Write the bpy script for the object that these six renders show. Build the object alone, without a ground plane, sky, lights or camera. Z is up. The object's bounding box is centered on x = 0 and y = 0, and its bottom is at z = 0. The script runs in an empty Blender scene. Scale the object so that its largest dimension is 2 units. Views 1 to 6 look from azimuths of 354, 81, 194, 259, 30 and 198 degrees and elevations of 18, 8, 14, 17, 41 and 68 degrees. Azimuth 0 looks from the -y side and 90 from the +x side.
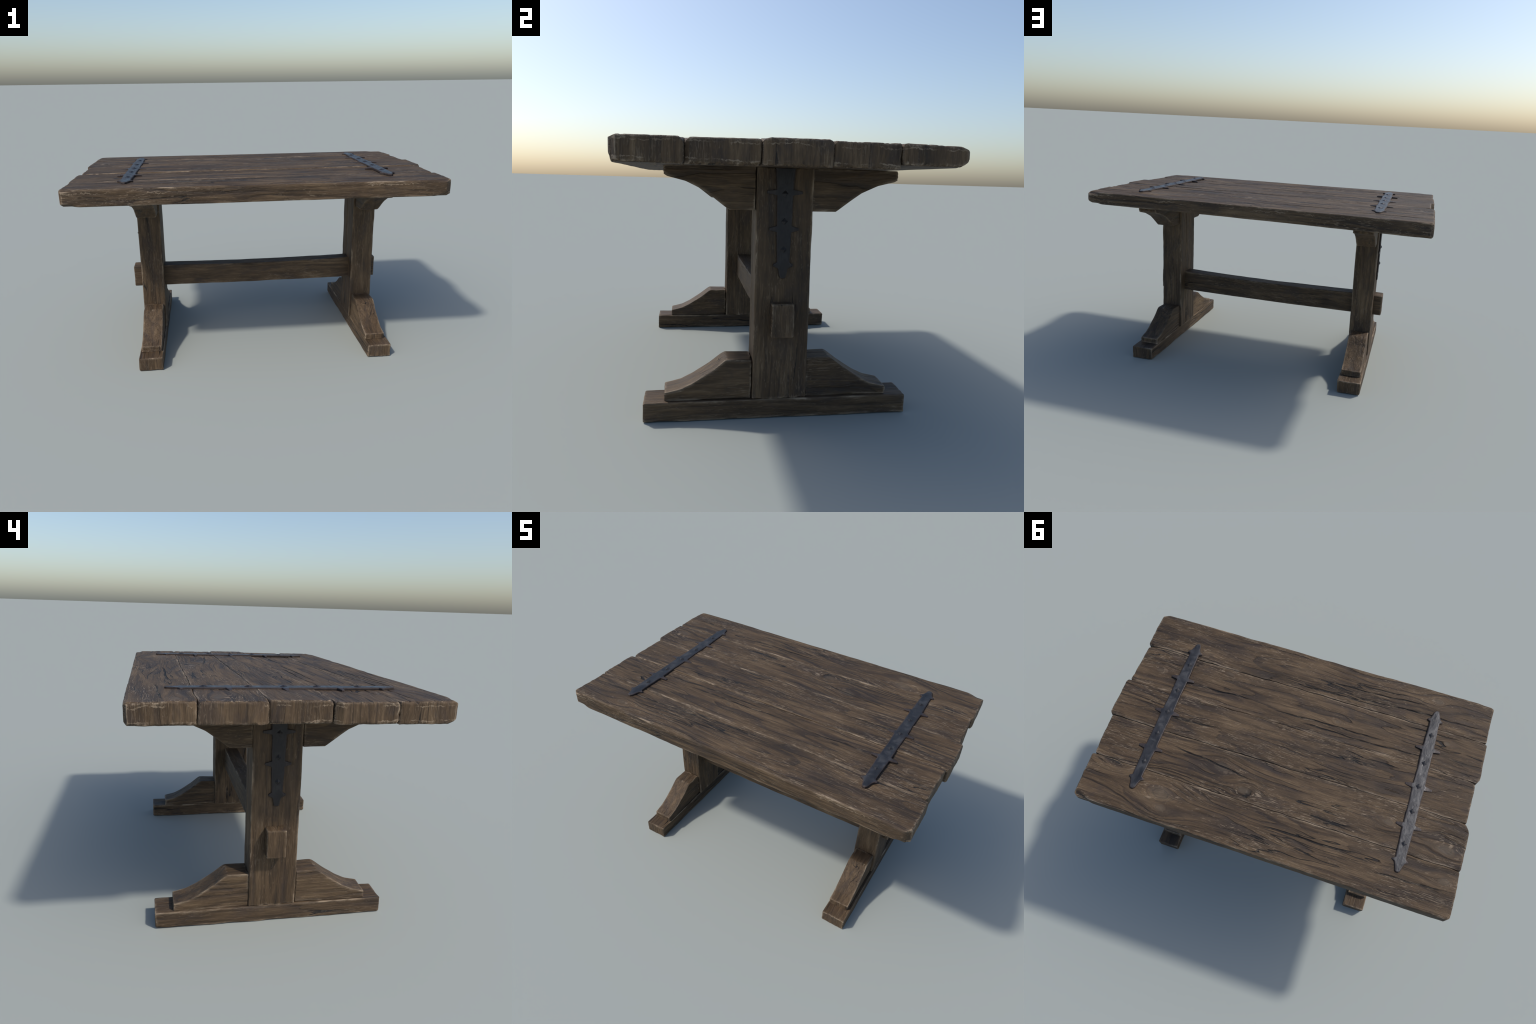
"""Old trestle table: five heavy planks on two posts with curved braces, a through
stretcher, and forged iron straps with diamond studs."""
import bpy
import numpy as np
from mathutils import Matrix

# ------------------------------------------------------------------ noise ---
def _hash(ix, iy, iz, seed):
    n = (ix * 374761393 + iy * 668265263 + iz * 2147483647 + seed * 1274126177) & 0xFFFFFFFF
    n = ((n ^ (n >> 13)) * 1274126177) & 0xFFFFFFFF
    n = ((n ^ (n >> 16)) * 2246822519) & 0xFFFFFFFF
    return ((n ^ (n >> 15)) & 0xFFFFFF) / float(0xFFFFFF)


def noise(p, freq, seed=0):
    """Smooth value noise in -1..1 on points p (n,3); freq per axis."""
    q = np.asarray(p, float) * np.asarray(freq, float) + 1000.0
    i = np.floor(q).astype(np.int64)
    f = q - i
    f = f * f * f * (f * (f * 6 - 15) + 10)
    out = 0.0
    for dx in (0, 1):
        wx = f[:, 0] if dx else 1 - f[:, 0]
        for dy in (0, 1):
            wy = f[:, 1] if dy else 1 - f[:, 1]
            for dz in (0, 1):
                wz = f[:, 2] if dz else 1 - f[:, 2]
                out = out + wx * wy * wz * _hash(i[:, 0] + dx, i[:, 1] + dy, i[:, 2] + dz, seed)
    return out * 2 - 1


def fbm(p, freq, seed=0, octaves=3):
    freq = np.asarray(freq, float)
    total, amp, norm = 0.0, 1.0, 0.0
    for k in range(octaves):
        total = total + amp * noise(p, freq * 2 ** k, seed + 17 * k)
        norm += amp
        amp *= 0.5
    return total / norm


def smooth(a, b, x):
    t = np.clip((x - a) / (b - a), 0, 1)
    return t * t * (3 - 2 * t)


# ------------------------------------------------------------- materials ---
class Tree:
    """Small helper that makes shader nodes and joins them."""

    def __init__(self, name):
        self.mat = bpy.data.materials.new(name)
        self.mat.use_nodes = True
        self.t = self.mat.node_tree
        self.t.nodes.clear()

    def node(self, kind, values=None, **props):
        n = self.t.nodes.new(kind)
        for k, v in props.items():
            setattr(n, k, v)
        for k, v in (values or {}).items():
            if isinstance(v, bpy.types.NodeSocket):
                self.t.links.new(v, n.inputs[k])
            else:
                n.inputs[k].default_value = v
        return n

    def math(self, op, a, b=0.0, c=0.0, clamp=False):
        return self.node("ShaderNodeMath", {0: a, 1: b, 2: c}, operation=op, use_clamp=clamp).outputs[0]

    def vmath(self, op, a, b=(0, 0, 0)):
        n = self.node("ShaderNodeVectorMath", {0: a, 1: b}, operation=op)
        return n.outputs["Value"] if op in ("DOT_PRODUCT", "LENGTH", "DISTANCE") else n.outputs["Vector"]

    def band(self, x, a, b, lo=0.0, hi=1.0):
        return self.node("ShaderNodeMapRange", {"Value": x, "From Min": a, "From Max": b, "To Min": lo, "To Max": hi},
                         interpolation_type="SMOOTHSTEP").outputs[0]

    def noise(self, v, scale, detail=4.0, rough=0.55, distort=0.0):
        v = self.vmath("MULTIPLY", v, scale)
        return self.node("ShaderNodeTexNoise", {"Vector": v, "Scale": 1.0, "Detail": detail, "Roughness": rough,
                                                "Distortion": distort}).outputs["Fac"]

    def mix(self, f, a, b, blend="MIX"):
        n = self.node("ShaderNodeMix", {0: f, 6: a, 7: b}, data_type="RGBA", blend_type=blend)
        return n.outputs[2]

    def ramp(self, f, stops):
        n = self.node("ShaderNodeValToRGB", {"Fac": f})
        e = n.color_ramp.elements
        e[0].position, e[0].color = stops[0][0], (*stops[0][1], 1)
        e[1].position, e[1].color = stops[-1][0], (*stops[-1][1], 1)
        for pos, col in stops[1:-1]:
            x = e.new(pos)
            x.color = (*col, 1)
        return n.outputs["Color"]


DARK = (0.0255, 0.0178, 0.0122)
BROWN = (0.071, 0.0450, 0.0245)
TAN = (0.131, 0.087, 0.0485)
PURPLE = (0.045, 0.0325, 0.0265)
PALE = (0.315, 0.240, 0.165)
CRACK_SHADOW = (0.0085, 0.0080, 0.0085)


def crack_wander(x):
    return 0.0035 * np.sin(13.0 * x) + 0.0016 * np.sin(41.0 * x + 1.0)


def wood(name, axis, knots=(), cracks=(), seams=(), fleck=1.0, wear=1.0, tint=1.0, frame=None, bump=1.0, streaks=1.0, rims=()):
    """Weathered wood whose grain runs along the given axis.  knots (x, y, size),
    cracks (x0, y0, x1, y1) and seams (y) are in the frame of the table, for the planks."""
    T = Tree(name)
    tc = T.node("ShaderNodeTexCoord")
    own = tc.outputs["Object"]
    if frame is not None:
        tc.object = frame
    xyz = T.node("ShaderNodeSeparateXYZ", {0: own}).outputs
    order = {"x": (0, 1, 2), "y": (1, 0, 2), "z": (2, 0, 1)}[axis]
    X, Y = xyz[order[0]], xyz[order[1]]
    p0 = T.node("ShaderNodeCombineXYZ", {0: X, 1: Y, 2: xyz[order[2]]}).outputs[0]
    rnd = T.node("ShaderNodeObjectInfo").outputs["Random"]
    shift = T.node("ShaderNodeCombineXYZ", {0: T.math("MULTIPLY", rnd, 17.3), 1: T.math("MULTIPLY", rnd, 41.7),
                                            2: T.math("MULTIPLY", rnd, 29.1)}).outputs[0]
    p = T.vmath("ADD", p0, shift)
    # meandering grain
    m = T.node("ShaderNodeTexNoise", {"Vector": T.vmath("MULTIPLY", p, (1.8, 6.0, 6.0)), "Scale": 1.0, "Detail": 3.0})
    bend = T.vmath("MULTIPLY", T.vmath("SUBTRACT", m.outputs["Color"], (0.5, 0.5, 0.5)), (0.0, 0.060, 0.060))
    g = T.vmath("ADD", p, bend)
    # knots push the grain lines apart so that they flow round them
    knot_eye, knot_ring, push = 0.0, 0.0, 0.0
    wob = T.math("MULTIPLY", T.math("SUBTRACT", T.noise(p, (14, 22, 22), 3), 0.5), 0.024)
    for kx, ky, ks in knots:
        dy = T.math("SUBTRACT", Y, ky)
        d = T.node("ShaderNodeCombineXYZ", {0: T.math("MULTIPLY", T.math("SUBTRACT", X, kx), 0.55), 1: dy, 2: 0.0}).outputs[0]
        r = T.math("ADD", T.vmath("LENGTH", d), wob)
        fall = T.band(r, ks * 3.4, ks * 0.2)
        push = T.math("SUBTRACT", push, T.math("MULTIPLY", T.math("MULTIPLY", dy, 0.9), fall))
        knot_eye = T.math("MAXIMUM", knot_eye, T.band(r, ks * 0.85, ks * 0.4))
        rings = T.math("MULTIPLY", T.band(T.math("SINE", T.math("MULTIPLY", r, 6.28 / (ks * 0.36))), 0.55, 1.0),
                       T.math("MULTIPLY", T.band(r, ks * 1.5, ks * 0.8), T.band(r, ks * 0.1, ks * 0.5)))
        knot_ring = T.math("MAXIMUM", knot_ring, rings)
    if knots:
        g = T.vmath("ADD", g, T.node("ShaderNodeCombineXYZ", {0: 0.0, 1: push, 2: 0.0}).outputs[0])
    broad = T.noise(g, (2.4, 20, 20), 5, 0.6)
    streak = T.noise(g, (5.0, 75, 75), 5, 0.62)
    fibre = T.noise(g, (15, 260, 260), 4, 0.6)
    cloud = T.noise(p, (2.6, 7.5, 7.5), 5, 0.62, 0.4)
    cloud2 = T.noise(T.vmath("ADD", p, (5.1, 2.2, 7.7)), (4.5, 11, 11), 5, 0.68, 0.6)
    patch = T.noise(T.vmath("ADD", p, (1.7, 9.2, 3.3)), (2.2, 6.5, 6.5), 4, 0.6)
    # year rings cut lengthwise: contour lines of a slow field, raised and sharp on one side
    field = T.math("ADD", T.noise(g, (0.6, 6.0, 6.0), 2, 0.4), T.math("MULTIPLY", T.math("SUBTRACT", streak, 0.5), 0.030))
    saw = T.math("FRACT", T.math("MULTIPLY", field, 12.0))
    ringline = T.math("MULTIPLY", T.band(saw, 0.50, 0.92), T.band(saw, 1.0, 0.95))
    ringline = T.math("MULTIPLY", ringline, T.band(T.noise(T.vmath("ADD", p, (9.0, 4.0, 1.0)), (1.6, 5.0, 5.0), 3), 0.41, 0.56))
    tone = T.math("ADD", T.math("MULTIPLY", broad, 0.40), T.math("MULTIPLY", streak, 0.36))
    tone = T.math("ADD", tone, T.math("MULTIPLY", fibre, 0.22))
    tone = T.math("ADD", tone, T.math("MULTIPLY", cloud, 0.36))
    tone = T.math("SUBTRACT", tone, 0.17)
    sc = lambda c, k=1.0: tuple(x * tint * k for x in c)
    col = T.ramp(tone, [(0.34, sc(DARK, 1.2)), (0.43, sc(BROWN, 0.80)), (0.51, sc(BROWN, 1.15)), (0.61, sc(TAN)), (0.74, sc(TAN, 1.4))])
    # purple-grey weathered clouds and drawn-out dark streaks
    col = T.mix(T.math("MULTIPLY", T.band(cloud2, 0.50, 0.66), 0.55), col, (*sc(PURPLE), 1))
    dstreak = T.math("MULTIPLY", T.band(T.noise(g, (1.6, 24, 24), 5, 0.6), 0.55, 0.68), 0.62 * streaks)
    col = T.mix(dstreak, col, (*sc((0.030, 0.0210, 0.0165)), 1))
    col = T.mix(T.math("MULTIPLY", ringline, 0.70 * streaks), col, (*sc((0.0260, 0.0190, 0.0160)), 1))
    if knots:
        col = T.mix(T.math("MULTIPLY", knot_eye, 0.5), col, (*sc((0.094, 0.073, 0.051)), 1))
        col = T.mix(T.math("MULTIPLY", knot_ring, 0.42), col, (*sc((0.034, 0.026, 0.021)), 1))
    # long cracks, the shadow inside the grooves painted near-black into the colour
    cn = T.math("ABSOLUTE", T.math("SUBTRACT", T.noise(g, (1.0, 12.0, 12.0), 3, 0.5), 0.5))
    crack = T.math("MULTIPLY", T.band(cn, 0.010, 0.003), T.band(T.noise(p, (1.6, 5.0, 5.0), 2), 0.56, 0.64))
    wander = T.math("ADD", T.math("MULTIPLY", T.math("SINE", T.math("MULTIPLY", X, 13.0)), 0.0035),
                    T.math("MULTIPLY", T.math("SINE", T.math("ADD", T.math("MULTIPLY", X, 41.0), 1.0)), 0.0016))
    wander = T.math("ADD", wander, T.math("MULTIPLY", T.math("SUBTRACT", fibre, 0.5), 0.006))
    for x0, y0, x1, y1 in cracks:
        k = (y1 - y0) / (x1 - x0)
        off = T.math("ABSOLUTE", T.math("SUBTRACT", T.math("SUBTRACT", Y, wander), T.math("MULTIPLY_ADD", X, k, y0 - k * x0)))
        fade = T.math("MULTIPLY", T.band(X, x0, x0 + 0.12), T.band(X, x1, x1 - 0.12))
        crack = T.math("MAXIMUM", crack, T.math("MULTIPLY", T.band(off, 0.0052, 0.0020), fade))
    col = T.mix(T.math("MULTIPLY", crack, 0.92), col, (*CRACK_SHADOW, 1))
    # pale torn fibres and pits, thickest beside seams and edges
    near = patch
    on_top = T.band(T.math("ABSOLUTE", Y), 0.597, 0.590)
    for sy in seams:
        d = T.band(T.math("ABSOLUTE", T.math("SUBTRACT", Y, sy)), 0.042, 0.004, 0.0, 0.14 if abs(sy) < 0.5 else 0.19)
        near = T.math("ADD", near, T.math("MULTIPLY", d, on_top))
    fl = T.noise(g, (20, 250, 250), 3, 0.55)
    flm = T.math("MULTIPLY", T.band(fl, 0.56, 0.63), T.band(near, 0.47, 0.60))
    fl2 = T.noise(T.vmath("ADD", g, (3, 3, 3)), (42, 185, 185), 3, 0.6)
    flm = T.math("MAXIMUM", flm, T.math("MULTIPLY", T.band(fl2, 0.61, 0.68), T.band(near, 0.40, 0.58, 0.25, 1.0)))
    pale = T.math("MULTIPLY", T.math("MULTIPLY", flm, 0.60 * fleck), T.math("SUBTRACT", 1.0, T.math("MULTIPLY", knot_eye, 0.85)))
    col = T.mix(pale, col, (*PALE, 1))
    # worn edges, rubbed back to pale wood in a ragged line
    geo = T.node("ShaderNodeNewGeometry").outputs
    bev = T.node("ShaderNodeBevel", {"Radius": 0.020}, samples=4).outputs["Normal"]
    flank = T.math("SUBTRACT", 1.0, T.vmath("DOT_PRODUCT", geo["Normal"], bev))
    edge = T.math("ADD", T.math("MULTIPLY", flank, 5.5), T.band(geo["Pointiness"], 0.506, 0.540, 0.0, 0.9))
    ragged = T.noise(p, (20, 70, 70), 5, 0.7)
    spread = T.noise(T.vmath("ADD", p, (3.3, 8.1, 0.4)), (6, 10, 10), 3)
    em = T.math("ADD", edge, T.math("MULTIPLY", T.math("SUBTRACT", ragged, 0.53), 3.6))
    em = T.math("MULTIPLY", T.band(em, 0.30, 0.75), T.band(edge, 0.03, 0.10))
    em = T.math("MULTIPLY", em, T.band(spread, 0.43, 0.60, 0.10, 0.85))
    # splintered lines a finger's breadth inside the upper and lower rims
    for rz, amp in rims:
        wave = T.math("MULTIPLY", T.math("SUBTRACT", T.noise(own, (13, 13, 9), 5, 0.75), 0.5), amp)
        d = T.math("SUBTRACT", T.math("SUBTRACT", xyz[2], rz), wave)
        line = T.math("SUBTRACT", T.band(T.math("ABSOLUTE", d), 0.0050, 0.0004), T.math("MULTIPLY", T.math("SUBTRACT", 0.60, ragged), 3.2))
        line = T.math("MULTIPLY", T.band(line, 0.10, 0.8), T.band(spread, 0.44, 0.58))
        em = T.math("MAXIMUM", em, T.math("MULTIPLY", line, 0.62))
    col = T.mix(T.math("MULTIPLY", em, wear, clamp=True), col, (*PALE, 1))
    # relief
    h = T.math("MULTIPLY", broad, 0.80)
    h = T.math("ADD", h, T.math("MULTIPLY", streak, 0.62))
    h = T.math("ADD", h, T.math("MULTIPLY", fibre, 0.22))
    h = T.math("SUBTRACT", h, T.math("MULTIPLY", crack, 0.8))
    h = T.math("SUBTRACT", h, T.math("MULTIPLY", ringline, 0.50 * streaks))
    h = T.math("ADD", h, T.math("MULTIPLY", pale, 0.30))
    h = T.math("SUBTRACT", h, T.math("MULTIPLY", dstreak, 0.40))
    h = T.math("ADD", h, T.math("MULTIPLY", T.math("MULTIPLY", ragged, em), 0.35))
    bmp = T.node("ShaderNodeBump", {"Height": h, "Strength": 0.9 * bump, "Distance": 0.009}).outputs["Normal"]
    rough = T.band(tone, 0.3, 0.8, 0.60, 0.74)
    b = T.node("ShaderNodeBsdfPrincipled", {"Base Color": col, "Roughness": rough, "Normal": bmp, "Specular IOR Level": 0.28})
    out = T.node("ShaderNodeOutputMaterial")
    T.t.links.new(b.outputs[0], out.inputs[0])
    return T.mat


def iron(name, rust, shade=1.0):
    """Forged iron; rust 0 = scuffed blue-grey face, 1 = brown edge."""
    T = Tree(name)
    p = T.node("ShaderNodeTexCoord").outputs["Object"]
    n1 = T.noise(p, (55, 55, 55), 5, 0.65)
    n2 = T.noise(p, (14, 14, 14), 4, 0.6, 0.5)
    scr = T.noise(p, (130, 45, 60), 5, 0.6, 1.2)
    dim = lambda c: tuple(x * shade for x in c)
    face = T.ramp(n2, [(0.32, dim((0.024, 0.0243, 0.027))), (0.52, dim((0.040, 0.0405, 0.044))), (0.72, dim((0.098, 0.096, 0.096)))])
    brown = T.ramp(n1, [(0.3, dim((0.021, 0.0135, 0.0115))), (0.7, dim((0.047, 0.031, 0.0265)))])
    true_n = T.node("ShaderNodeNewGeometry").outputs["Normal"]
    bev = T.node("ShaderNodeBevel", {"Radius": 0.006}, samples=4).outputs["Normal"]
    edge = T.math("SUBTRACT", 1.0, T.vmath("DOT_PRODUCT", true_n, bev))
    f = T.math("ADD", T.math("MULTIPLY", edge, 9.0), T.math("MULTIPLY", T.math("SUBTRACT", n2, 0.55), 2.2))
    f = T.math("MAXIMUM", T.band(f, 0.1, 0.7, 0.0, 0.8), rust)
    col = T.mix(f, face, brown)
    h = T.math("ADD", T.math("MULTIPLY", n1, 0.5), T.math("ADD", T.math("MULTIPLY", scr, 0.35), n2))
    bmp = T.node("ShaderNodeBump", {"Height": h, "Strength": 0.5, "Distance": 0.003}).outputs["Normal"]
    b = T.node("ShaderNodeBsdfPrincipled", {"Base Color": col, "Metallic": T.math("SUBTRACT", 0.5, T.math("MULTIPLY", f, 0.42)),
                                            "Roughness": T.math("ADD", T.band(T.math("ADD", scr, T.math("SUBTRACT", n2, 0.5)), 0.3, 0.7, 0.34, 0.58), T.math("MULTIPLY", f, 0.22)), "Normal": bmp})
    out = T.node("ShaderNodeOutputMaterial")
    T.t.links.new(b.outputs[0], out.inputs[0])
    return T.mat


# ------------------------------------------------------------------ meshes ---
def lines(lo, hi, step, band, fine):
    """Grid coordinates: fine steps in a band at both ends, coarser between."""
    band = min(band, (hi - lo) * 0.45)
    k = max(2, int(round(band / fine)))
    a = np.linspace(lo, lo + band, k + 1)
    b = np.linspace(hi - band, hi, k + 1)
    n = max(1, int(round((b[0] - a[-1]) / step)))
    return np.concatenate([a, np.linspace(a[-1], b[0], n + 1)[1:-1], b])


def rounded_box(lo, hi, radius, steps, band=0.014, fine=0.002):
    """Surface grid of a box.  radius(p) gives the edge radius at each point, so
    edges may be chipped.  Returns points, outward normals, quads, face side."""
    ax = [lines(lo[i], hi[i], steps[i], band, fine) for i in range(3)]
    N = [len(a) for a in ax]
    quads, side = [], []
    for axis in range(3):
        u, v = [(1, 2), (2, 0), (0, 1)][axis]
        iu, iv = np.meshgrid(np.arange(N[u] - 1), np.arange(N[v] - 1), indexing="ij")
        for end in (0, 1):
            def idx(du, dv):
                c = [None] * 3
                c[axis] = np.full(iu.size, 0 if end == 0 else N[axis] - 1)
                c[u], c[v] = iu.ravel() + du, iv.ravel() + dv
                return (c[0] * N[1] + c[1]) * N[2] + c[2]
            q = np.stack([idx(0, 0), idx(1, 0), idx(1, 1), idx(0, 1)], 1)
            if end == 0:
                q = q[:, ::-1]
            quads.append(q)
            side.append(np.full(len(q), axis * 2 + end))
    quads, side = np.vstack(quads), np.concatenate(side)
    used, inv = np.unique(quads, return_inverse=True)
    quads = inv.reshape(quads.shape)
    i = used // (N[1] * N[2])
    j = (used // N[2]) % N[1]
    k = used % N[2]
    p = np.stack([ax[0][i], ax[1][j], ax[2][k]], 1)
    r = radius(p)[:, None]
    lo, hi = np.asarray(lo), np.asarray(hi)
    core = np.clip(p, lo + r, hi - r)
    d = p - core
    n = d / np.maximum(np.linalg.norm(d, axis=1, keepdims=True), 1e-9)
    return core + n * r, n, quads, side


def make_mesh(name, p, quads, slots, mats, smooth_shade=True):
    me = bpy.data.meshes.new(name)
    quads = np.asarray(quads, np.int32)
    me.vertices.add(len(p))
    me.vertices.foreach_set("co", np.asarray(p, np.float32).ravel())
    me.loops.add(quads.size)
    me.loops.foreach_set("vertex_index", quads.ravel())
    me.polygons.add(len(quads))
    me.polygons.foreach_set("loop_start", np.arange(0, quads.size, quads.shape[1], dtype=np.int32))
    for m in mats:
        me.materials.append(m)
    me.polygons.foreach_set("material_index", np.asarray(slots, np.int32))
    me.polygons.foreach_set("use_smooth", np.full(len(quads), smooth_shade))
    me.update(calc_edges=True)
    me.validate()
    return me


def place(name, me, parent, loc=(0, 0, 0), rot=(0, 0, 0)):
    o = bpy.data.objects.new(name, me)
    bpy.context.scene.collection.objects.link(o)
    o.parent = parent
    o.location = loc
    o.rotation_euler = rot
    return o


table = bpy.data.objects.new("trestle_table", None)
bpy.context.scene.collection.objects.link(table)
table["label"] = "heavy weathered dark oak trestle table with forged iron straps"
table["category"] = "table"

KNOTS = [(0.30, 0.215, 0.034), (0.15, 0.30, 0.026), (-0.60, 0.225, 0.022), (-0.90, 0.275, 0.036),
         (0.55, 0.455, 0.050), (-0.79, -0.30, 0.016), (-0.70, -0.535, 0.026), (-0.93, 0.43, 0.024),
         (0.46, -0.335, 0.017), (0.52, 0.525, 0.024), (-0.20, -0.24, 0.018), (0.84, -0.23, 0.018)]
SEAM = [-0.6015, -0.3665, -0.124, 0.111, 0.3545, 0.6015]
CRACKS = [(-0.97, -0.445, -0.20, -0.418), (-0.66, -0.492, -0.10, -0.462), (-0.55, -0.515, -0.20, -0.500), (-0.48, -0.408, 0.10, -0.392),
          (-0.72, -0.178, 0.02, -0.166), (-0.50, -0.212, 0.18, -0.196), (-0.88, -0.342, -0.52, -0.330), (0.10, 0.235, 0.62, 0.180),
          (-0.50, 0.438, 0.05, 0.452), (-0.97, 0.470, -0.55, 0.500), (0.25, -0.215, 0.60, -0.205), (0.38, 0.012, 0.80, 0.030)]
wood_top = wood("weathered_plank_wood", "x", KNOTS, CRACKS, SEAM, fleck=0.9, wear=0.95, tint=0.94, frame=table, rims=((1.029, 0.070),))
wood_x = wood("weathered_wood_lengthwise", "x", fleck=0.45, wear=0.8, streaks=0.6, bump=0.8)
wood_y = wood("weathered_wood_crosswise", "y", fleck=0.40, wear=1.1, streaks=0.65, bump=0.85)
wood_z = wood("weathered_wood_upright", "z", fleck=0.40, wear=1.0, streaks=0.6, bump=0.85)
wood_end = wood("weathered_end_wood", "z", fleck=0.4, wear=0.9, tint=1.05, bump=0.8, streaks=0.6)
wood_plank_end = wood("weathered_plank_end", "z", fleck=0.35, wear=1.0, tint=1.08, frame=table, bump=0.8, streaks=0.5,
                      rims=((1.031, 0.050), (0.977, 0.040)))
iron_face = iron("forged_iron", 0.0)
iron_edge = iron("rusted_iron_edge", 0.85)
iron_stud = iron("dark_iron_stud", 0.0, 0.8)
iron_dull = iron("blackened_iron", 0.35, 0.55)
iron_dull_edge = iron("blackened_iron_edge", 0.85, 0.65)


def beam(name, lo, hi, grain, r=0.006, chip=0.45, wobble=0.0012, seed=1, warp=None, mats=None, parent=table, step=(0.006, 0.006, 0.006),
         extra=None):
    """A timber: box with worn, uneven edges, origin at its centre."""
    g = "xyz".index(grain)
    lo, hi = np.array(lo, float), np.array(hi, float)
    mid = (lo + hi) / 2
    fe = np.array([34.0, 34.0, 34.0]); fe[g] = 11.0
    ff = np.array([11.0, 11.0, 11.0]); ff[g] = 2.2

    def radius(p):
        k = 1 + chip * 1.7 * fbm(p, fe, seed, 3)
        return np.clip(r * k, 0.0018, 0.013)

    st = list(step); st[g] = 0.009
    p, n, q, side = rounded_box(lo, hi, radius, st)
    off = wobble * fbm(p, ff, seed + 5, 3) + 0.5 * wobble * fbm(p, ff * 5, seed + 9, 2)
    p = p + n * off[:, None]
    if extra is not None:
        p = extra(p, n)
    if warp is not None:
        p = warp(p)
    slots = (side // 2 == g).astype(int)
    me = make_mesh(name, p - mid, q, slots, mats)
    return place(name, me, parent, mid)


# --------------------------------------------------------------- tabletop ---
# Seams between planks, and where each plank ends: x at its -y side, middle and +y side.
LEFT = [(-0.996, -0.993, -0.993), (-0.998, -0.999, -1.0), (-0.981, -0.980, -0.976), (-1.0, -0.998, -0.997), (-0.994, -0.9955, -0.993)]
RIGHT = [(0.981, 0.982, 0.982), (0.971, 0.976, 0.980), (0.9985, 0.9975, 0.9985), (0.981, 0.977, 0.968), (0.982, 0.978, 0.975)]
# height of the top at the -y and +y side of each plank, at the left and the right end
TOP_LEFT = [(1.0505, 1.0470), (1.0470, 1.0470), (1.0505, 1.0515), (1.0512, 1.0506), (1.0522, 1.0465)]
TOP_RIGHT = [(1.0445, 1.0465), (1.0450, 1.0465), (1.0510, 1.0525), (1.0495, 1.0505), (1.0515, 1.0470)]
# underside of each plank at the left and the right end
UNDER = [(0.9625, 0.9605), (0.9650, 0.9605), (0.9655, 0.9620), (0.9670, 0.9630), (0.9665, 0.9775)]
# at the ends the upper corners beside a seam are broken away: (width, depth) on the -y and +y plank, left and right end
NOTCH = {1: ((0.010, 0.006, 0.008, 0.006), (0.022, 0.018, 0.017, 0.016)), 2: ((0.012, 0.008, 0.016, 0.008), (0.008, 0.004, 0.028, 0.010)),
         3: ((0.008, 0.006, 0.026, 0.014), (0.015, 0.008, 0.010, 0.006)), 4: ((0.014, 0.010, 0.010, 0.008), (0.008, 0.004, 0.016, 0.004))}
# plan chamfers where one plank stands out past its neighbour: plank, end, side -> (along, across)
CLIP = {(1, -1, 1): (0.020, 0.030), (3, -1, -1): (0.024, 0.044), (2, 1, -1): (0.014, 0.016), (2, 1, 1): (0.012, 0.016),
        (0, 1, 1): (0.012, 0.014), (1, 1, -1): (0.012, 0.016), (4, 1, -1): (0.010, 0.016), (3, 1, 1): (0.006, 0.020)}
BOTTOM = 0.9645


def seam_line(i, x):
    """Wandering line of a seam along the table; the two outer edges stay straighter."""
    q = np.stack([x, np.full_like(x, i * 3.7), np.zeros_like(x)], 1)
    outer = i in (0, 5)
    w = fbm(q, (2.2, 1, 1), 40 + i, 3) * (0.0012 if outer else 0.007)
    w = w + fbm(q, (14.0, 1, 1), 60 + i, 4) * (0.0015 if outer else 0.0042)
    return SEAM[i] + w


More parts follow.
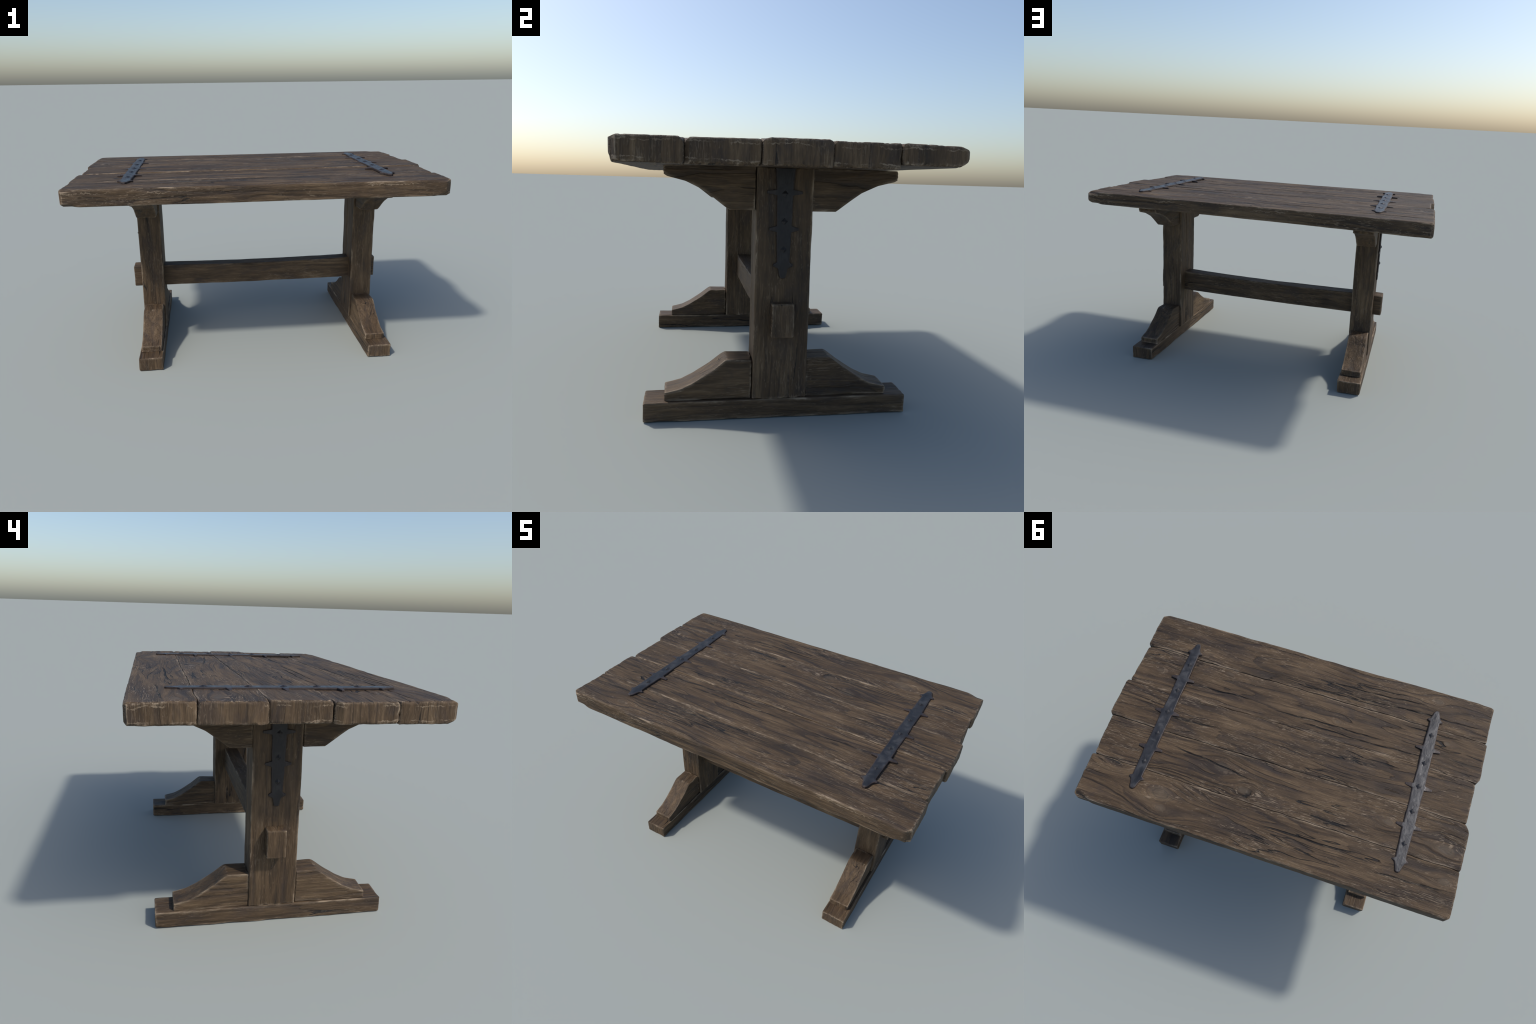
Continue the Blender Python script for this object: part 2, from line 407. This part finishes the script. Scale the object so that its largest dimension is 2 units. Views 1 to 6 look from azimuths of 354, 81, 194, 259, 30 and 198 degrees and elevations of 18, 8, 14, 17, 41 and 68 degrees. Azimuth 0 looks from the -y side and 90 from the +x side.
for k in range(5):
    y0, y1 = SEAM[k], SEAM[k + 1]
    lo, hi = np.array([-1.0, y0, BOTTOM]), np.array([1.0, y1, 1.047])
    seed = 101 + 31 * k
    front, rear = k == 0, k == 4

    def radius(p, seed=seed, front=front, rear=rear, lo=lo, hi=hi):
        at_end = smooth(0.955, 1.0, np.abs(p[:, 0]))
        r = 0.0052 * (1 + 1.1 * fbm(p, (8, 30, 30), seed, 4))
        r = r + at_end * 0.0045 * (1 + 0.8 * fbm(p, (25, 25, 25), seed + 3, 3))
        if front:
            rim = (p[:, 1] < lo[1] + 0.03) & (p[:, 2] > 1.0)
            r = np.where(rim, 0.0075 * (1 + 1.1 * fbm(p, (7, 20, 20), seed + 8, 4)) + at_end * 0.006, r)
        if rear:
            rim = p[:, 1] > hi[1] - 0.03
            r = np.where(rim, 0.0055 * (1 + 1.0 * fbm(p, (8, 20, 20), seed + 8, 4)) + at_end * 0.008, r)
        return np.clip(r, 0.0014, 0.018)

    p, n, q, side = rounded_box(lo, hi, radius, (0.0075, 0.0028, 0.006), band=0.02, fine=0.0025)
    x, y, z = p.T.copy()
    t = (y - y0) / (y1 - y0)
    up = n[:, 2] > 0.7
    # sawn-plank unevenness, weathered furrows along the grain on the top
    wave = 0.0011 * fbm(p, (1.6, 9, 9), seed + 11, 3) + 0.0006 * fbm(p, (6, 60, 60), seed + 13, 2)
    ridge = np.abs(fbm(p + 0.010 * fbm(p, (3, 9, 9), seed + 2, 2)[:, None], (0.8, 15, 3), seed + 17, 3))
    furrow = np.exp(-(ridge / 0.045) ** 2) * smooth(0.0, 0.35, fbm(p, (1.5, 5, 3), seed + 19, 2)) * up
    off = wave - 0.0018 * furrow
    # the long open cracks of the front plank
    for x0, c0, x1, c1 in CRACKS:
        if y0 < (c0 + c1) / 2 < y1:
            path = c0 + (c1 - c0) * (x - x0) / (x1 - x0) + crack_wander(x)
            fade = smooth(x0, x0 + 0.12, x) * smooth(x1, x1 - 0.12, x)
            off = off - 0.0032 * np.exp(-((y - path) / 0.0030) ** 2) * fade * up
    p = p + n * off[:, None]
    x, y, z = p.T.copy()
    # corners broken at the plank ends
    ends = np.abs(x) / 1.0
    lx = np.interp(t, (0, 0.5, 1), LEFT[k])
    rx = np.interp(t, (0, 0.5, 1), RIGHT[k])
    chew = 0.0016 * fbm(p, (4, 22, 14), seed + 23, 3)
    near_end = smooth(0.90, 1.0, ends)
    x = np.where(x < 0, x * (1 + (-lx - 1) * near_end), x * (1 + (rx - 1) * near_end)) + np.sign(x) * chew * near_end
    # where the four outer corners of the top are rounded off in plan and below
    yl, yh = seam_line(k, x) + 0.0006, seam_line(k + 1, x) - 0.0006
    y = yl + (yh - yl) * (y - y0) / (y1 - y0)
    tz = (z - BOTTOM) / (1.047 - BOTTOM)
    e = (x + 1) / 2
    zt = (TOP_LEFT[k][0] * (1 - t) + TOP_LEFT[k][1] * t) * (1 - e) + (TOP_RIGHT[k][0] * (1 - t) + TOP_RIGHT[k][1] * t) * e
    zb = UNDER[k][0] * (1 - e) + UNDER[k][1] * e + 0.0035 * (k == 4) * np.sin(np.pi * e)
    z = zb + (zt - zb) * tz
    for seam, near in ((k, y - SEAM[k]), (k + 1, SEAM[k + 1] - y)):
        if seam not in NOTCH:
            continue
        for sgn, par in zip((-1, 1), NOTCH[seam]):
            w, d = par[2:] if seam == k else par[:2]
            endx = np.where(sgn < 0, lx, rx)
            inx = np.abs(endx - x)
            w_here = w * (1 + 0.25 * fbm(p, (30, 5, 5), seed + 31, 2))
            cut = d * np.clip(1 - near / w_here, 0, 1) * np.clip(1 - inx / (0.035 + w), 0, 1)
            z = z - cut * smooth(0.2, 0.9, tz)
    for sgn in (-1, 1):
        for sy, near in ((-1, y - SEAM[k]), (1, SEAM[k + 1] - y)):
            if (k, sgn, sy) in CLIP:
                a, c = CLIP[k, sgn, sy]
                inx = np.where(sgn < 0, x - lx, rx - x)
                hit = np.clip(1 - (inx / a + near / c), 0, 1)
                x = x - sgn * hit * a * 0.9
    for outer, sgn in ((front, -1), (rear, 1)):
        if not outer:
            continue
        ey = SEAM[0] if sgn < 0 else SEAM[5]
        dy = np.clip(np.abs(ey - y), 0, None)                       # distance in from the long edge
        for sx, endx, cx, cy in ((-1, LEFT[k][0 if sgn < 0 else 2], 0.015, 0.014), (1, RIGHT[k][0 if sgn < 0 else 2], *((0.034, 0.024) if sgn < 0 else (0.018, 0.014)))):
            dx = np.abs(endx - x) * np.where(np.sign(x) == sx, 1, 99)
            # plan chamfer: keep dx/cx + dy/cy >= 1
            s = 1 - (dx / cx + dy / cy)
            hit = np.clip(s, 0, 1)
            x = np.where(hit > 0, x - sx * hit * cx * 0.45, x)
            y = np.where(hit > 0, y - sgn * hit * cy * 0.45, y)
            # the corner below is cut away on a slant
            dz = z - zb
            ca, cb, cc = {(-1, -1): (0.020, 0.040, 0.020), (-1, 1): (0.030, 0.040, 0.012), (1, -1): (0.012, 0.014, 0.014), (1, 1): (0.022, 0.040, 0.014)}[sgn, sx]
            hit = np.clip(1 - (dx / ca + np.abs(ey - y) / cb * 0.6 + dz / cc), 0, 1)
            z = z + hit * cc * 0.5
            x = x - sx * hit * ca * 0.4
            y = y - sgn * hit * cb * 0.1
    # the long outer edges are dressed off toward the ends: (end, outer side) -> width and depth above, below
    for (sx, sgn), (tw, td, bw, bd) in {(1, -1): (0.026, 0.009, 0.014, 0.030), (1, 1): (0.040, 0.017, 0.036, 0.028),
                                        (-1, -1): (0.024, 0.013, 0.032, 0.019), (-1, 1): (0.008, 0.006, 0.012, 0.015)}.items():
        if not (front if sgn < 0 else rear):
            continue
        endx = LEFT[k][0 if sgn < 0 else 2] if sx < 0 else RIGHT[k][0 if sgn < 0 else 2]
        fade = smooth(0.10, 0.015, (endx - x) * sx)
        dy = np.abs((SEAM[0] if sgn < 0 else SEAM[5]) - y)
        for w, d, dz, up_down in ((tw, td, zt - z, -1), (bw, bd, z - zb, 1)):
            hit = np.clip(1 - (dy / w + np.maximum(dz, 0) / d), 0, 1) * fade
            z = z + up_down * hit * d * 0.5
            y = y - sgn * hit * w * 0.5
            dy = np.abs((SEAM[0] if sgn < 0 else SEAM[5]) - y)
    mid = np.array([0, (y0 + y1) / 2, 1.0])
    me = make_mesh("plank", np.stack([x, y, z], 1) - mid, q, (side // 2 == 0).astype(int), [wood_top, wood_plank_end])
    place("plank", me, table, mid)

# ----------------------------------------------------------- two trestles ---
# foot brace: height of its top above the floor along y; the corbel is the same curve hung upside down
BRACE_Y = (0.100, 0.203, 0.214, 0.262, 0.330, 0.377, 0.420, 0.437, 0.441)
BRACE_Z = (0.2300, 0.2320, 0.2260, 0.1895, 0.1445, 0.1215, 0.1110, 0.1075, 0.1050)
CORB_Y = (0.100, 0.203, 0.2565, 0.300, 0.362, 0.428, 0.442)
CORB_Z = (0.804, 0.8045, 0.845, 0.876, 0.9055, 0.9215, 0.930)

for side_x, cx in (("left", -0.6285), ("right", 0.674)):
    sx = 1 if cx > 0 else -1
    s = 300 if cx > 0 else 500
    fx = (0.6125, 0.7465) if cx > 0 else (-0.6975, -0.5650)
    px = (0.6070, 0.7415) if cx > 0 else (-0.6950, -0.5625)
    bx = (0.6175, 0.7300) if cx > 0 else (-0.6870, -0.5735)
    beam("foot_beam", (fx[0], -0.5165, 0.0), (fx[1], 0.5185, 0.0745), "y", 0.0052, 0.95, 0.0018, s + 1, mats=[wood_y, wood_end],
         step=(0.005, 0.009, 0.005))

    def post_groove(p, n, px=px, sx=sx):
        """A split runs up the inner face and along the two narrow sides."""
        x, y, z = p.T.copy()
        inner = n[:, 0] * -sx > 0.7
        path = 0.030 + 0.004 * fbm(np.stack([z, z * 0, z * 0], 1), (4, 1, 1), 3, 3)
        d = 0.0035 * np.exp(-((y - path * sx) / 0.003) ** 2) * inner
        flank = np.abs(n[:, 1]) > 0.7
        for off in (0.030, 0.052):
            path = (px[0] if sx > 0 else px[1]) + sx * (off + 0.003 * fbm(np.stack([z, z * 0 + off * 90, z * 0], 1), (4, 1, 1), 5, 3))
            d = d + 0.0022 * np.exp(-((x - path) / 0.003) ** 2) * flank
        return p - n * d[:, None]

    beam("post", (px[0], -0.1040, 0.0735), (px[1], 0.1090, 0.9640), "z", 0.0065, 0.8, 0.0018, s + 2, mats=[wood_z, wood_z],
         step=(0.0035, 0.0035, 0.009), extra=post_groove)
    for sy in (-1, 1):
        def brace_warp(p, sy=sy):
            top = np.interp(np.abs(p[:, 1]), BRACE_Y, BRACE_Z)
            p = p.copy()
            p[:, 2] = 0.0745 + (p[:, 2] - 0.0745) * (top - 0.0745) / (0.2325 - 0.0745)
            return p

        def corbel_warp(p, sy=sy):
            low = np.interp(np.abs(p[:, 1]), CORB_Y, CORB_Z)
            p = p.copy()
            p[:, 2] = 0.9640 + (p[:, 2] - 0.9640) * (0.9640 - low) / (0.9640 - 0.804)
            return p

        ya, yb = sorted((sy * 0.1065, sy * 0.4385))
        beam("foot_brace", (bx[0], ya, 0.0745), (bx[1], yb, 0.2325), "y", 0.0058, 0.85, 0.0018, s + 7 + sy, brace_warp,
             [wood_y, wood_end], step=(0.005, 0.006, 0.005))
        ya, yb = sorted((sy * 0.1065, sy * 0.4410))
        beam("corbel", (bx[0], ya, 0.8040), (bx[1], yb, 0.9640), "y", 0.0058, 0.85, 0.0018, s + 17 + sy, corbel_warp,
             [wood_y, wood_y], step=(0.005, 0.006, 0.005))


def sag(p):
    """The stretcher is worn hollow along its middle between the posts."""
    p = p.copy()
    w = np.clip(1 - (p[:, 0] / 0.6) ** 2, 0, 1)
    t = (p[:, 2] - 0.328) / 0.130
    p[:, 2] -= 0.005 * w * np.clip(t, 0, 1) + 0.0035 * w
    return p


beam("stretcher", (-0.7475, -0.0405, 0.3280), (0.7770, 0.0450, 0.4580), "x", 0.0060, 0.55, 0.0014, 801, sag, [wood_x, wood_end],
     step=(0.009, 0.004, 0.004))


# --------------------------------------------------------------- ironwork ---
def forged_strap(name, stations, length0, length1, thick, arms, seed, mats):
    """Flat forged bar along +v whose half width follows the stations; arms are the
    narrow pointed fingers that stick out on both sides: (v, reach, base, tip)."""
    v = np.arange(length0, length1 + 1e-6, 0.0013)
    v[-1] = length1
    def half(v):
        w = np.interp(v, [a for a, _ in stations], [b for _, b in stations])
        for av, reach, base, tip in arms:
            d = np.abs(v - av)
            u = np.clip((base - d) / (base - tip), 0, 1)
            w = np.maximum(w, np.where(d < base, w + (reach - w) * np.clip(u, 0, 1) ** 1.25, w))
        return w
    one = np.stack([v, v * 0, v * 0], 1)
    wl = half(v) + 0.0011 * fbm(one, (38, 1, 1), seed, 3)
    wr = half(v) + 0.0011 * fbm(one + 7.7, (38, 1, 1), seed + 1, 3)
    wl, wr = np.maximum(wl, 0.002), np.maximum(wr, 0.002)
    s = np.sin(np.linspace(-np.pi / 2, np.pi / 2, 41))
    S, V = np.meshgrid(s, v)
    U = np.where(S < 0, S * wl[:, None], S * wr[:, None])
    # distance to the outline shapes the rounded upper edge
    edge = np.vstack([np.stack([-wl, v], 1), np.stack([wr, v], 1)])
    pts = np.stack([U.ravel(), V.ravel()], 1)
    dist = np.empty(len(pts))
    for a in range(0, len(pts), 4000):
        b = pts[a:a + 4000]
        dist[a:a + 4000] = np.sqrt(((b[:, None, :] - edge[None, ::2]) ** 2).sum(2)).min(1)
    tip = np.minimum(pts[:, 1] - length0, length1 - pts[:, 1])
    dist = np.minimum(dist, np.maximum(tip, 0) + 0.0003)
    r = 0.0055
    f = np.clip(dist / r, 0, 1)
    core = np.interp(pts[:, 1], [a for a, _ in stations], [b for _, b in stations])
    arm_out = np.clip((np.abs(pts[:, 0]) - core) / 0.035, 0, 1)
    h = thick * (0.66 + 0.34 * np.sqrt(1 - (1 - f) ** 2)) * (1 - 0.38 * arm_out)
    p3 = np.stack([pts[:, 0], pts[:, 1], pts[:, 0] * 0], 1)
    h = h + 0.0007 * fbm(p3, (45, 25, 1), seed + 4, 3) * f
    R, C = U.shape
    top = np.stack([pts[:, 0], pts[:, 1], h], 1)
    low = top.copy(); low[:, 2] = -0.006
    ii, jj = np.meshgrid(np.arange(R - 1), np.arange(C - 1), indexing="ij")
    a = (ii * C + jj).ravel()
    q_top = np.stack([a, a + 1, a + C + 1, a + C], 1)
    off = R * C
    q_low = q_top[:, ::-1] + off
    i = np.arange(R - 1) * C
    j = np.arange(C - 1)
    L = np.stack([i, i + C, i + C + off, i + off], 1)
    Rr = np.stack([i + C - 1, i + C - 1 + off, i + 2 * C - 1 + off, i + 2 * C - 1], 1)
    B = np.stack([j, j + off, j + 1 + off, j + 1], 1)
    e = (R - 1) * C
    F = np.stack([e + j, e + j + 1, e + j + 1 + off, e + j + off], 1)
    quads = np.vstack([q_top, q_low, L, Rr, B, F])
    centre = f.reshape(R, C)
    fm = (centre[:-1, :-1] + centre[1:, 1:]).ravel() / 2
    am = arm_out.reshape(R, C)
    am = (am[:-1, :-1] + am[1:, 1:]).ravel() / 2
    slots = np.concatenate([((fm < 0.80) | (am > 0.10)).astype(int), np.ones(len(quads) - len(q_top), int)])
    return make_mesh(name, np.vstack([top, low]), quads, slots, mats)


def stud_mesh(half, height):
    """Four-sided pyramid nail head with a slightly blunt point and a short skirt."""
    rings = [(1.0, -0.002), (1.0, 0.0012), (0.12, height), ]
    p = []
    for k, z in rings:
        p += [(half * k, 0, z), (0, half * k * 1.08, z), (-half * k, 0, z), (0, -half * k * 1.08, z)]
    q = []
    for r in range(len(rings) - 1):
        for i in range(4):
            a, b = r * 4 + i, r * 4 + (i + 1) % 4
            q.append((a, b, b + 4, a + 4))
    q.append((8, 9, 10, 11))
    return make_mesh("stud", np.array(p, float), np.array(q), np.zeros(len(q), int), [iron_stud], smooth_shade=False)


stud_big = stud_mesh(0.0150, 0.0060)
stud_small = stud_mesh(0.0125, 0.0085)

TABLE_STRAP = [(-0.4665, 0.006), (-0.459, 0.0135), (-0.435, 0.0195), (-0.418, 0.026), (-0.36, 0.0265), (-0.22, 0.0305), (-0.10, 0.029),
               (0.0, 0.0325), (0.10, 0.0295), (0.22, 0.0305), (0.36, 0.0265), (0.418, 0.026), (0.435, 0.0195), (0.459, 0.0135), (0.4665, 0.006)]
TABLE_ARMS = [(-0.222, 0.066, 0.0135, 0.0050), (0.0, 0.0705, 0.0145, 0.0055), (0.225, 0.066, 0.0135, 0.0050),
              (-0.405, 0.0405, 0.013, 0.0035), (0.404, 0.0405, 0.013, 0.0035)]
for cx, cy, turn in ((0.6995, 0.0085, 0.0), (-0.7005, -0.0075, np.pi)):
    me = forged_strap("table_strap", TABLE_STRAP, -0.4665, 0.4665, 0.0098, TABLE_ARMS, 900 if turn else 940, [iron_face, iron_edge])
    strap = place("table_strap", me, table, (cx, cy, 1.0475 if turn else 1.0488), (0, 0, turn))
    for v in (-0.318, -0.142, 0.0, 0.137, 0.309):
        place("stud", stud_big, strap, (-0.001, v, 0.0093))

# hinge strap down the outer face of each post: v measured down from the table underside
POST_STRAP = [(0.0, 0.0365), (0.08, 0.0315), (0.12, 0.030), (0.195, 0.0285), (0.26, 0.0275), (0.345, 0.0240), (0.372, 0.0200), (0.380, 0.0170), (0.402, 0.0128),
              (0.409, 0.0100), (0.4125, 0.005)]
POST_ARMS = [(0.090, 0.0675, 0.0115, 0.0048), (0.226, 0.0560, 0.0125, 0.0045), (0.362, 0.0375, 0.013, 0.0035)]
for face_x, sx in ((0.7415, 1), (-0.6950, -1)):
    me = forged_strap("post_strap", POST_STRAP, 0.0, 0.4125, 0.0085, POST_ARMS, 980 + sx, [iron_dull, iron_dull_edge])
    # local +y points down, local +z points out of the post
    strap = place("post_strap", me, table, (face_x, 0.0005, 0.9635))
    ydir, zdir = np.array((0, 0, -1.0)), np.array((float(sx), 0, 0))
    xdir = np.cross(ydir, zdir)
    strap.rotation_euler = Matrix((xdir, ydir, zdir)).transposed().to_euler()
    for v, m in ((0.0945, stud_small), (0.197, stud_small), (0.302, stud_small)):
        place("stud", m, strap, (0.0, v, 0.0080))
